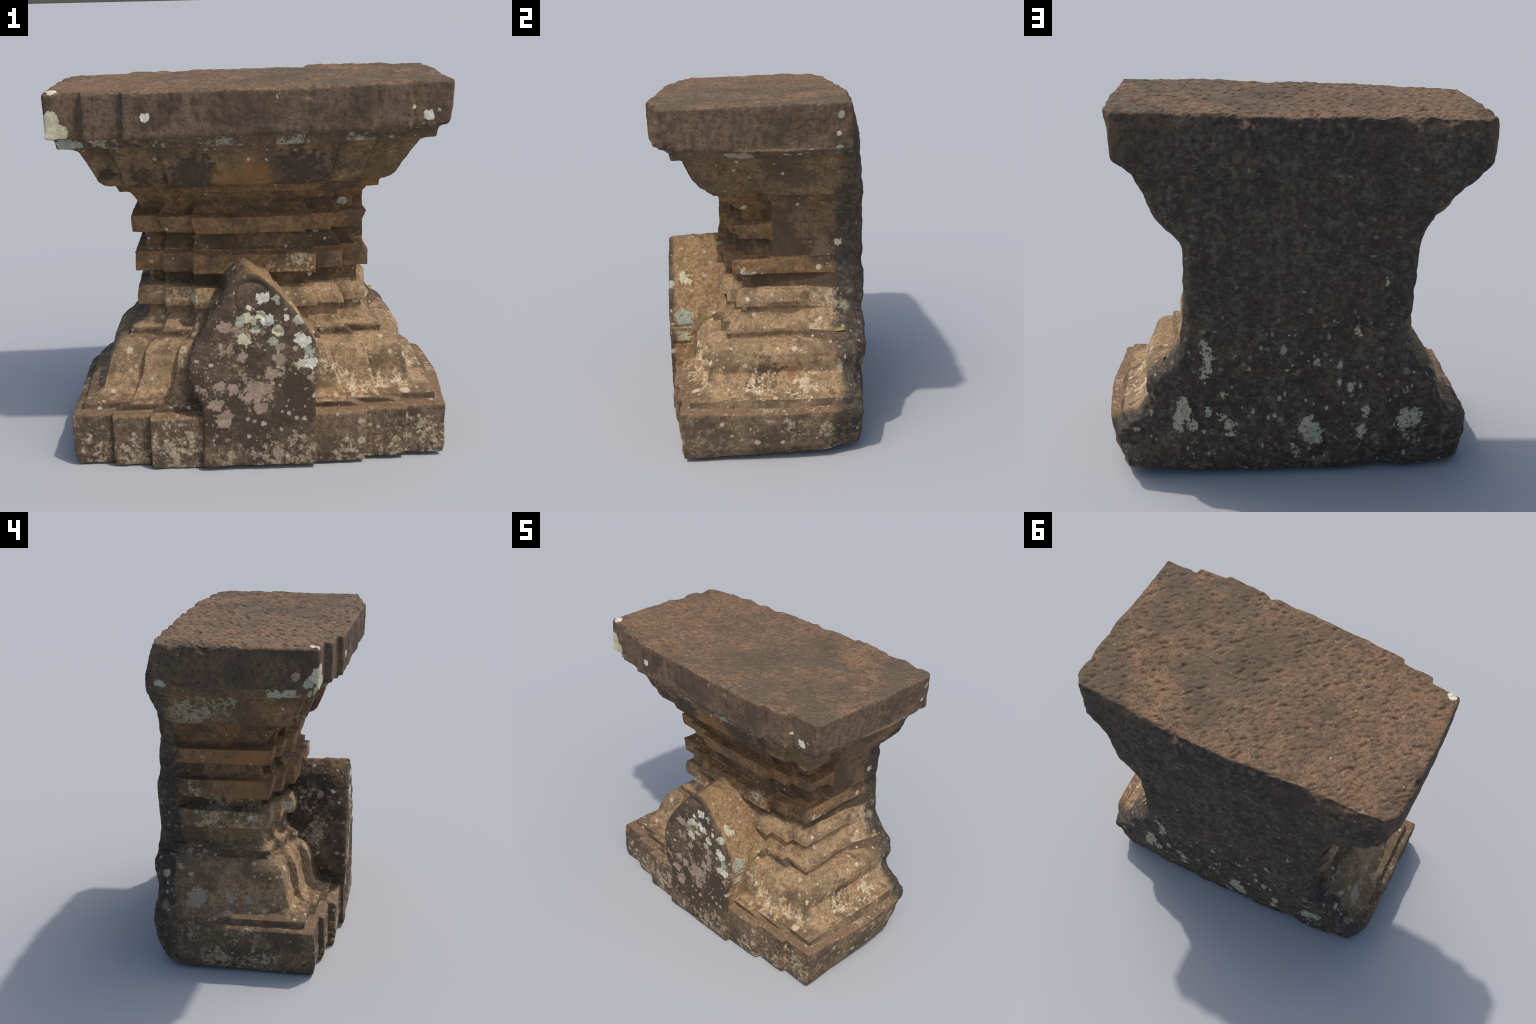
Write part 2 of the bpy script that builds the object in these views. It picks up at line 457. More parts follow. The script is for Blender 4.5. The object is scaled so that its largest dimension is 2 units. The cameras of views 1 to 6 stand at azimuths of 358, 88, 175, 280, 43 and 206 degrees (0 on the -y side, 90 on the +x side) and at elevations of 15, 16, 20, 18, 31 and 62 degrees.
# side ledges of the antefix on its right flank
for zl in (.445, .555):
    k = np.exp(-((p[:, 2] - zl) / .007) ** 2) * (p[:, 0] > .24) * (p[:, 1] < -.43) * gable
    p[:, 0] -= .012 * k
p = laplace(p, 1, .3)
p[:, 2] += .009
p[:, 2] = np.maximum(p[:, 2], .0015 * vnoise(p, 9, 77))
p[:, 2] -= p[:, 2].min()
nrm = normals(p)

# ------------------------------------------------------------------ split the body into its parts
nf = len(body.polygons)
ls = np.empty(nf, dtype=np.int64); body.polygons.foreach_get("loop_start", ls)
lt = np.empty(nf, dtype=np.int64); body.polygons.foreach_get("loop_total", lt)
lv = np.empty(len(body.loops), dtype=np.int64); body.loops.foreach_get("vertex_index", lv)
assert (lt == 4).all()
quads = lv.reshape(-1, 4)
fc = co[quads].mean(1)                         # undisplaced centres decide the part
zt = fc[:, 2] - (np.interp(fc[:, 2], PZ, [r[1] for r in PROFILE]) - np.interp(fc[:, 2], PZ, [r[0] for r in PROFILE])) * (fc[:, 0] / 1.9)
BANDS = [  # upper limit of each moulding (mean height) and what it is
    (.2858, "plinth"), (.3200, "base_fillet"), (.597, "base_cyma"), (.638, "dado_fillet"), (.754, "cove"),
    (.868, "flat_band"), (.947, "recess"), (1.060, "flat_band"), (1.149, "recess"), (1.256, "flat_band"),
    (1.383, "neck"), (1.427, "neck_fillet"), (1.652, "cornice_cyma"), (1.704, "cornice_fillet"), (9, "top_slab")]
part = np.searchsorted([b[0] for b in BANDS], zt)
part[gable[quads].mean(1) > .5] = len(BANDS)
part[(fc[:, 0] > .55) & (fc[:, 1] > .055) & (fc[:, 1] < .52) & (zt > 1.06) & (zt < 1.383)] = len(BANDS) + 1
names = [b[1] for b in BANDS] + ["antefix", "plain_block"]

# ------------------------------------------------------------------ materials
def srgb(r, g, b):
    f = lambda c: (c / 255 / 12.92) if c / 255 <= .04045 else ((c / 255 + .055) / 1.055) ** 2.4
    return (f(r), f(g), f(b), 1)

class NT:
    def __init__(self, name):
        self.mat = bpy.data.materials.new(name)
        self.mat.use_nodes = True
        self.t = self.mat.node_tree
        self.t.nodes.clear()
        self.obj = self.n("ShaderNodeTexCoord").outputs["Object"]
    def n(self, kind, **kw):
        nd = self.t.nodes.new(kind)
        for k, v in kw.items():
            setattr(nd, k, v)
        return nd
    def put(self, sock, v):
        if isinstance(v, bpy.types.NodeSocket):
            self.t.links.new(v, sock)
        else:
            sock.default_value = v
    def math(self, op, a, b=0.0, c=0.0, clamp=False):
        nd = self.n("ShaderNodeMath", operation=op, use_clamp=clamp)
        self.put(nd.inputs[0], a); self.put(nd.inputs[1], b); self.put(nd.inputs[2], c)
        return nd.outputs[0]
    def vmath(self, op, a, b=(0, 0, 0)):
        nd = self.n("ShaderNodeVectorMath", operation=op)
        self.put(nd.inputs[0], a); self.put(nd.inputs[1], b)
        return nd.outputs["Value" if op in ("LENGTH", "DISTANCE", "DOT_PRODUCT") else "Vector"]
    def noise(self, scale, detail=4, rough=.55, vec=None, off=(0, 0, 0), stretch=(1, 1, 1)):
        m = self.n("ShaderNodeMapping")
        self.put(m.inputs["Vector"], vec or self.obj)
        m.inputs["Location"].default_value = off
        m.inputs["Scale"].default_value = stretch
        nd = self.n("ShaderNodeTexNoise")
        self.t.links.new(m.outputs[0], nd.inputs["Vector"])
        nd.inputs["Scale"].default_value = scale
        nd.inputs["Detail"].default_value = detail
        nd.inputs["Roughness"].default_value = rough
        return nd.outputs["Fac"], nd.outputs["Color"]
    def ramp(self, v, a, b):
        nd = self.n("ShaderNodeMapRange", interpolation_type="SMOOTHSTEP")
        self.put(nd.inputs[0], v)
        nd.inputs[1].default_value = a; nd.inputs[2].default_value = b
        return nd.outputs[0]
    def mix(self, fac, a, b):
        nd = self.n("ShaderNodeMix", data_type="RGBA")
        self.put(nd.inputs[0], fac); self.put(nd.inputs[6], a); self.put(nd.inputs[7], b)
        return nd.outputs[2]

def stone(name, base, tint, dark, *, dark_amt=.5, stain=.46, lichen=.5, spots=.5, crust=0.0, pale=None,
          moss=0.3, top=False, marks=(), stains=(), flank_dark=.75, seed=0.0, streak=0.0, blooms=(), bloom_col=None, bloom_amt=.75, flank=None, foot=None, brow=None, tall=(), ragged=1.3):
    """Sandstone: two body tones, dark biofilm, moss, pale lichen discs; black crust spreads over back and left flank."""
    k = NT(name)
    sep = k.n("ShaderNodeSeparateXYZ"); k.put(sep.inputs[0], k.obj)
    X, Y, Z = sep.outputs
    off = (seed * 3.1, seed * 1.7, seed * 2.3)
    big, bigc = k.noise(2.6, 5, .6, off=off)
    mid, midc = k.noise(9, 6, .62, off=off)
    fine, finec = k.noise(70, 5, .7, off=off)
    grain, _ = k.noise(260, 2, .7)
    coarse, coarsec = k.noise(30, 4, .6, off=(off[0] + 3, off[1], off[2]))
    col = k.mix(k.ramp(mid, .40, .58), base, tint)
    light = [min(1, c * 1.55) for c in base[:3]] + [1]
    shade = [c * .50 for c in base[:3]] + [1]
    col = k.mix(k.math("MULTIPLY", k.ramp(fine, .49, .62), .50), col, light)
    col = k.mix(k.math("MULTIPLY", k.ramp(fine, .50, .39), .55), col, shade)
    col = k.mix(k.math("MULTIPLY", k.ramp(coarse, .50, .64), .40), col, light)
    col = k.mix(k.math("MULTIPLY", k.ramp(coarse, .47, .34), .60), col, shade)
    if streak:
        stv, _ = k.noise(34, 4, .65, stretch=(1, 1, .28), off=(2, 5, seed))
        col = k.mix(k.math("MULTIPLY", k.ramp(stv, .52, .64), streak), col, light)
        col = k.mix(k.math("MULTIPLY", k.ramp(stv, .47, .36), streak), col, shade)
    # warped position used by all broad masks
    def warped(amount):
        s = k.vmath("SUBTRACT", midc, (.5, .5, .5))
        m = k.n("ShaderNodeVectorMath", operation="SCALE"); k.put(m.inputs[0], s); m.inputs["Scale"].default_value = amount
        s2 = k.vmath("SUBTRACT", finec, (.5, .5, .5))
        m2 = k.n("ShaderNodeVectorMath", operation="SCALE"); k.put(m2.inputs[0], s2); m2.inputs["Scale"].default_value = amount * .28
        return k.vmath("ADD", k.vmath("ADD", k.obj, m.outputs[0]), m2.outputs[0])
    wp = warped(.22)
    wsep = k.n("ShaderNodeSeparateXYZ"); k.put(wsep.inputs[0], wp)
    WX, WY, WZ = wsep.outputs
    if moss:
        g, _ = k.noise(5, 6, .65, off=(4 + seed, 2, 7))
        col = k.mix(k.math("MULTIPLY", k.ramp(g, .50, .66), moss), col, srgb(92, 88, 62))
    # dark biofilm in cloudy patches
    d, _ = k.noise(4.2, 7, .68, off=(9 + seed, 5, 1))
    dm = k.ramp(d, stain, stain + .14)
    col = k.mix(k.math("MULTIPLY", dm, dark_amt), col, dark)
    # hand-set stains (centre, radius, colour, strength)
    for c, r, cc, s in stains:
        dist = k.vmath("DISTANCE", wp, c)
        col = k.mix(k.math("MULTIPLY", k.ramp(k.math("ADD", dist, k.math("MULTIPLY", k.math("SUBTRACT", coarse, .5), r * 2.2)), r, r * .40), s), col, cc)
    # black crust: the whole back and the rear of both flanks, thinner on the left flank
    back = k.ramp(WY, .35, .45) if not top else k.ramp(WY, .44, .50)
    left = k.math("MULTIPLY", k.ramp(WX, -.50, -.66), flank_dark)
    left = k.math("MULTIPLY", left, k.ramp(WY, -.36, .20))
    cr = k.math("MAXIMUM", back, left)
    if top:
        geo = k.n("ShaderNodeTexCoord")
        sn = k.n("ShaderNodeSeparateXYZ"); k.put(sn.inputs[0], geo.outputs["Normal"])
        up = k.ramp(k.math("ADD", sn.outputs[2], k.math("MULTIPLY", k.math("SUBTRACT", fine, .5), .5)), .35, .65)
        cr = k.math("MULTIPLY", k.math("MAXIMUM", back, k.math("MULTIPLY", k.ramp(WX, -.85, -.99), flank_dark)), k.math("SUBTRACT", 1.0, up))
        # foot-worn top: redder, with grey-green film towards the right end
        topc = k.mix(k.ramp(mid, .42, .58), srgb(113, 93, 73), srgb(130, 102, 78))
        topc = k.mix(k.math("MULTIPLY", k.ramp(coarse, .50, .66), .55), topc, srgb(144, 116, 90))
        topc = k.mix(k.math("MULTIPLY", k.ramp(coarse, .48, .36), .55), topc, srgb(84, 70, 58))
        topc = k.mix(k.math("MULTIPLY", k.ramp(fine, .50, .66), .34), topc, srgb(158, 128, 106))
        topc = k.mix(k.math("MULTIPLY", k.ramp(fine, .49, .38), .6), topc, srgb(76, 62, 52))
        film = k.math("MULTIPLY", k.ramp(big, .42, .56), k.ramp(WX, -.75, .60))
        topc = k.mix(k.math("MULTIPLY", film, .70), topc, srgb(94, 85, 70))
        sp, _ = k.noise(38, 3, .6, off=(3, 3, 3))
        topc = k.mix(k.math("MULTIPLY", k.ramp(sp, .61, .72), .55), topc, srgb(172, 144, 118))
        smudge, _ = k.noise(3.1, 5, .55, off=(6, 1, 2))
        topc = k.mix(k.math("MULTIPLY", k.ramp(smudge, .50, .64), .45), topc, srgb(88, 76, 62))
        col = k.mix(up, col, topc)
    crustc = k.mix(k.ramp(fine, .40, .66), srgb(66, 58, 51), srgb(86, 76, 66))
    crustc = k.mix(k.math("MULTIPLY", k.ramp(mid, .50, .66), .45), crustc, srgb(80, 80, 67))
    crustc = k.mix(k.math("MULTIPLY", k.ramp(big, .50, .62), .5), crustc, srgb(86, 68, 58))
    crustc = k.mix(k.math("MULTIPLY", k.ramp(coarse, .52, .64), .45), crustc, srgb(104, 102, 88))
    crustc = k.mix(k.math("MULTIPLY", k.ramp(coarse, .46, .36), .5), crustc, srgb(50, 45, 41))
    run, _ = k.noise(15, 5, .6, stretch=(1, 1, .16), off=(1, 8, 2))
    crustc = k.mix(k.math("MULTIPLY", k.ramp(k.math("MULTIPLY_ADD", coarse, .5, k.math("MULTIPLY", run, .5)), .50, .60), .34), crustc, srgb(106, 98, 82))
    crustc = k.mix(k.math("MULTIPLY", k.ramp(k.math("MULTIPLY_ADD", mid, .5, k.math("MULTIPLY", run, .5)), .48, .40), .38), crustc, srgb(56, 48, 42))
    col = k.mix(k.math("MULTIPLY", cr, k.ramp(back, -.6, .9)), col, crustc)
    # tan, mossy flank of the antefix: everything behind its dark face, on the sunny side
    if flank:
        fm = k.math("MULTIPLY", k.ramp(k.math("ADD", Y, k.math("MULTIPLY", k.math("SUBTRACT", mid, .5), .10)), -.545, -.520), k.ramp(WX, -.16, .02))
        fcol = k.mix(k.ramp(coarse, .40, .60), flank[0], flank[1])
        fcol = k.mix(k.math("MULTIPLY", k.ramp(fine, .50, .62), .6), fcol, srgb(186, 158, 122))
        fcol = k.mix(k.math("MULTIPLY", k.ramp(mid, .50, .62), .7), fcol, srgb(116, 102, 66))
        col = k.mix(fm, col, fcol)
    if foot:
        col = k.mix(k.math("MULTIPLY", k.ramp(k.math("ADD", WZ, k.math("MULTIPLY", k.math("SUBTRACT", coarse, .5), .10)), foot[0] + .02, foot[0] - .01), k.math("MULTIPLY_ADD", cr, -.85, .85)), col,
                    k.mix(k.ramp(fine, .40, .60), [c * .7 for c in foot[1][:3]] + [1], foot[1]))
    if brow:
        col = k.mix(k.math("MULTIPLY", k.ramp(k.math("ADD", Z, k.math("MULTIPLY", k.math("SUBTRACT", coarse, .5), .05)), brow[0] - .012, brow[0] + .008), k.math("MULTIPLY_ADD", cr, -.75, .75)), col,
                    k.mix(k.ramp(fine, .42, .60), [c * .7 for c in brow[1][:3]] + [1], brow[1]))
    # crusty pale blooms: dense speckle inside loose colonies
    if blooms:
        bm = None
        for c, r in blooms:
            one = k.ramp(k.vmath("DISTANCE", wp, c), r, r * .35)
            bm = one if bm is None else k.math("MAXIMUM", bm, one)
        speck = k.math("ADD", k.math("MULTIPLY", k.math("ADD", coarse, mid), .38), k.math("MULTIPLY", fine, .24))
        bm = k.math("MULTIPLY", k.ramp(k.math("ADD", speck, k.math("MULTIPLY", bm, .08)), .55, .635), k.ramp(bm, .02, .5))
        bc = bloom_col or srgb(196, 178, 148)
        bcol = k.mix(k.ramp(fine, .42, .60), [c * .62 for c in bc[:3]] + [1], bc)
        col = k.mix(k.math("MULTIPLY", bm, k.math("MULTIPLY_ADD", cr, -.35 * bloom_amt, bloom_amt)), col, bcol)
    # lichen discs of three sizes, patchy
    lw = k.vmath("ADD", k.vmath("ADD", k.obj, _scaled(k, finec, .016)), _scaled(k, midc, .030))
    dens, _ = k.noise(3.4, 5, .6, off=(2 + seed, 8, 3))
    rim_bump = None
    def discs(scale, rmax, keep, colours, dens_lo, strength=1.0, ring=False, seedv=0.0, vec=None, where=None):
        nonlocal col, rim_bump
        mp = k.n("ShaderNodeMapping"); k.put(mp.inputs[0], vec or lw)
        mp.inputs["Location"].default_value = (seed * 1.3 + seedv, seedv * 2, 0)
        vo = k.n("ShaderNodeTexVoronoi", feature="F1")
        k.put(vo.inputs["Vector"], mp.outputs[0]); vo.inputs["Scale"].default_value = scale
        rnd = k.n("ShaderNodeSeparateColor"); k.put(rnd.inputs[0], vo.outputs["Color"])
        # keep a share of the cells, more of them where the colony is dense
        thr = k.math("ADD", keep, k.math("MULTIPLY", k.math("SUBTRACT", dens, .5), dens_lo))
        on = k.math("LESS_THAN", rnd.outputs[0], thr)
        rad = k.math("MULTIPLY_ADD", rnd.outputs[1], rmax * .65, rmax * .35)
        edge = k.math("ADD", k.math("DIVIDE", vo.outputs["Distance"], rad), k.math("MULTIPLY", k.math("SUBTRACT", fine, .5), 1.5))
        m = k.ramp(edge, 1.05, .72)
        m = k.math("MULTIPLY", k.math("MULTIPLY", m, on), where or k.math("MULTIPLY_ADD", cr, -.72, 1.0))
        cc = k.mix(rnd.outputs[2], colours[0], colours[1])
        cc = k.mix(k.math("MULTIPLY", k.ramp(fine, .55, .35), .45), cc, [c * .55 for c in colours[0][:3]] + [1])
        if ring:
            inner = k.ramp(k.math("DIVIDE", vo.outputs["Distance"], rad), .55, .30)
            cc = k.mix(k.math("MULTIPLY", inner, k.math("MULTIPLY", k.ramp(mid, .42, .55), .6)), cc, [c * .45 for c in colours[0][:3]] + [1])
        col = k.mix(k.math("MULTIPLY", m, strength), col, cc)
        rim_bump = m if rim_bump is None else k.math("MAXIMUM", rim_bump, m)
    P1, P2 = pale or (srgb(190, 172, 146), srgb(214, 208, 188))
    if lichen:
        discs(52, .34, .16 * lichen, (P1, P2), 1.1 * lichen, .75, seedv=1)
        discs(24, .40, .20 * lichen, (P1, P2), 1.2 * lichen, .80, seedv=5)
    if spots:
        discs(10.5, .36, .20 * spots, (P1, P2), .9 * spots, .9, ring=True, seedv=9)
    if not top:
        low = k.math("MULTIPLY", k.math("MULTIPLY", back, k.ramp(WZ, 1.15, .55)), .9)
        tallv = k.vmath("MULTIPLY", lw, (1, 1, .6))
        discs(17, .40, .13, (srgb(168, 164, 142), srgb(184, 172, 148)), .5, 1.0, seedv=3, vec=tallv, where=low)
        discs(36, .40, .14, (srgb(160, 158, 138), srgb(184, 174, 152)), .5, 1.0, seedv=4, vec=tallv, where=low)
    if crust:
        pn, _ = k.noise(16, 7, .7, off=(1, 6, seed))
        col = k.mix(k.math("MULTIPLY", k.ramp(pn, .54, .62), crust), col, P1)
    ragvec = k.vmath("ADD", k.obj, _scaled(k, coarsec, .10))
    for c, r, cc in tall:
        d3 = k.vmath("MULTIPLY", k.vmath("SUBTRACT", k.vmath("ADD", ragvec, _scaled(k, finec, .02)), c), (1.25, 1, .62))
        m = k.ramp(k.vmath("LENGTH", d3), r, r * .8)
        tone = k.mix(k.math("MULTIPLY", k.ramp(fine, .56, .42), .6), cc, [q * .55 for q in cc[:3]] + [1])
        col = k.mix(k.math("MULTIPLY", m, k.ramp(fine, .34, .46)), col, tone)
    for c, r, cc in marks:
        dist = k.vmath("DISTANCE", k.vmath("ADD", k.vmath("ADD", k.obj, _scaled(k, coarsec, r * ragged * 1.9)), _scaled(k, finec, min(.016, r * .6))), c)
        m = k.ramp(dist, r, r * .86)
        tone = k.mix(k.math("MULTIPLY", k.ramp(fine, .55, .42), .55), cc, [q * .62 for q in cc[:3]] + [1])
        tone = k.mix(k.math("MULTIPLY", k.ramp(coarse, .56, .46), .45), tone, [q * .66 for q in cc[:3]] + [1])
        col = k.mix(k.math("MULTIPLY", m, .95), col, tone)
    col = k.mix(k.math("MULTIPLY", k.ramp(grain, .35, .65), .16), col, k.mix(.5, col, (.02, .015, .01, 1)))
    bs = k.n("ShaderNodeBsdfPrincipled")
    k.put(bs.inputs["Base Color"], col)
    bs.inputs["Roughness"].default_value = .9
    bs.inputs["Specular IOR Level"].default_value = .22
    hgt = k.math("ADD", k.math("MULTIPLY", fine, 1.0), k.math("MULTIPLY", grain, .35))
    hgt = k.math("ADD", hgt, k.math("MULTIPLY", mid, .8))
    bp = k.n("ShaderNodeBump"); bp.inputs["Strength"].default_value = .55; bp.inputs["Distance"].default_value = .008
    k.put(bp.inputs["Height"], hgt)
    k.put(bs.inputs["Normal"], bp.outputs[0])
    out = k.n("ShaderNodeOutputMaterial")
    k.t.links.new(bs.outputs[0], out.inputs[0])
    return k.mat

def _scaled(k, colour, amount):
    m = k.n("ShaderNodeVectorMath", operation="SCALE")
    k.put(m.inputs[0], k.vmath("SUBTRACT", colour, (.5, .5, .5)))
    m.inputs["Scale"].default_value = amount
    return m.outputs[0]

WHITE, CREAM, MINT, PINK, GREY = srgb(228, 224, 206), srgb(212, 204, 172), srgb(172, 174, 154), srgb(170, 146, 128), srgb(166, 155, 136)
BLACK, UMBER, OCHRE = srgb(66, 58, 50), srgb(86, 70, 58), srgb(158, 108, 62)

slab_marks = [((-.502, -.566, 1.807), .024, WHITE), ((.824, -.552, 1.781), .033, WHITE), ((.752, -.545, 1.822), .014, CREAM),
              ((-.965, -.455, 1.775), .055, CREAM), ((-.950, -.455, 1.805), .036, CREAM), ((-.915, -.455, 1.735), .045, CREAM), ((-.958, -.458, 1.715), .040, CREAM),
              ((-.945, -.430, 1.915), .030, WHITE), ((-.99, -.335, 1.775), .026, PINK), ((-.985, -.40, 1.74), .030, MINT),
              ((.955, .40, 1.90), .022, MINT), ((.955, .39, 1.80), .018, CREAM), ((.94, .40, 1.72), .022, MINT),
              ((-.97, .40, 1.70), .045, MINT), ((-.60, .50, 1.72), .035, GREY)]
cyma_stains = [((-.28, -.40, 1.52), .16, BLACK, .8), ((.22, -.42, 1.52), .18, BLACK, .8), ((-.73, -.34, 1.50), .07, BLACK, .9),
               ((-.56, -.36, 1.48), .07, BLACK, .8), ((0.0, -.42, 1.48), .14, OCHRE, .5), ((-.14, -.4, 1.49), .1, OCHRE, .3)]
PALE_GREEN, PALE = srgb(170, 172, 146), srgb(182, 172, 148)
BACKM = [((x, y, z), r * 1.05, PALE_GREEN if c == MINT else PALE) for x, y, z, r, c in (
    (.49, .56, .80, .030, GREY), (.475, .56, .74, .030, GREY), (.47, .57, .68, .034, GREY), (.49, .57, .62, .022, GREY),
    (.60, .56, .42, .050, GREY), (.62, .56, .35, .040, GREY), (.55, .57, .33, .034, GREY), (.47, .57, .40, .022, MINT),
    (.40, .58, .36, .034, MINT), (.36, .58, .31, .045, GREY), (.33, .58, .30, .030, MINT), (.39, .57, .50, .022, MINT), (.33, .58, .42, .022, MINT),
    (-.09, .58, .68, .026, MINT), (-.05, .58, .60, .020, GREY), (-.05, .58, .53, .020, MINT), (-.08, .58, .44, .024, GREY), (-.10, .58, .36, .024, GREY),
    (-.05, .58, .30, .055, GREY), (-.10, .58, .26, .050, MINT), (.02, .58, .20, .030, GREY), (.0, .58, .14, .036, GREY),
    (-.36, .57, .40, .026, GREY), (-.34, .57, .27, .036, GREY), (-.58, .55, .32, .050, GREY), (-.64, .54, .34, .040, MINT), (-.60, .55, .22, .026, GREY),
    (-.30, .57, .87, .022, CREAM), (-.36, .57, .91, .014, MINT), (-.17, .57, .90, .016, MINT), (-.43, .55, 1.12, .018, CREAM), (.05, .57, .84, .018, GREY))]

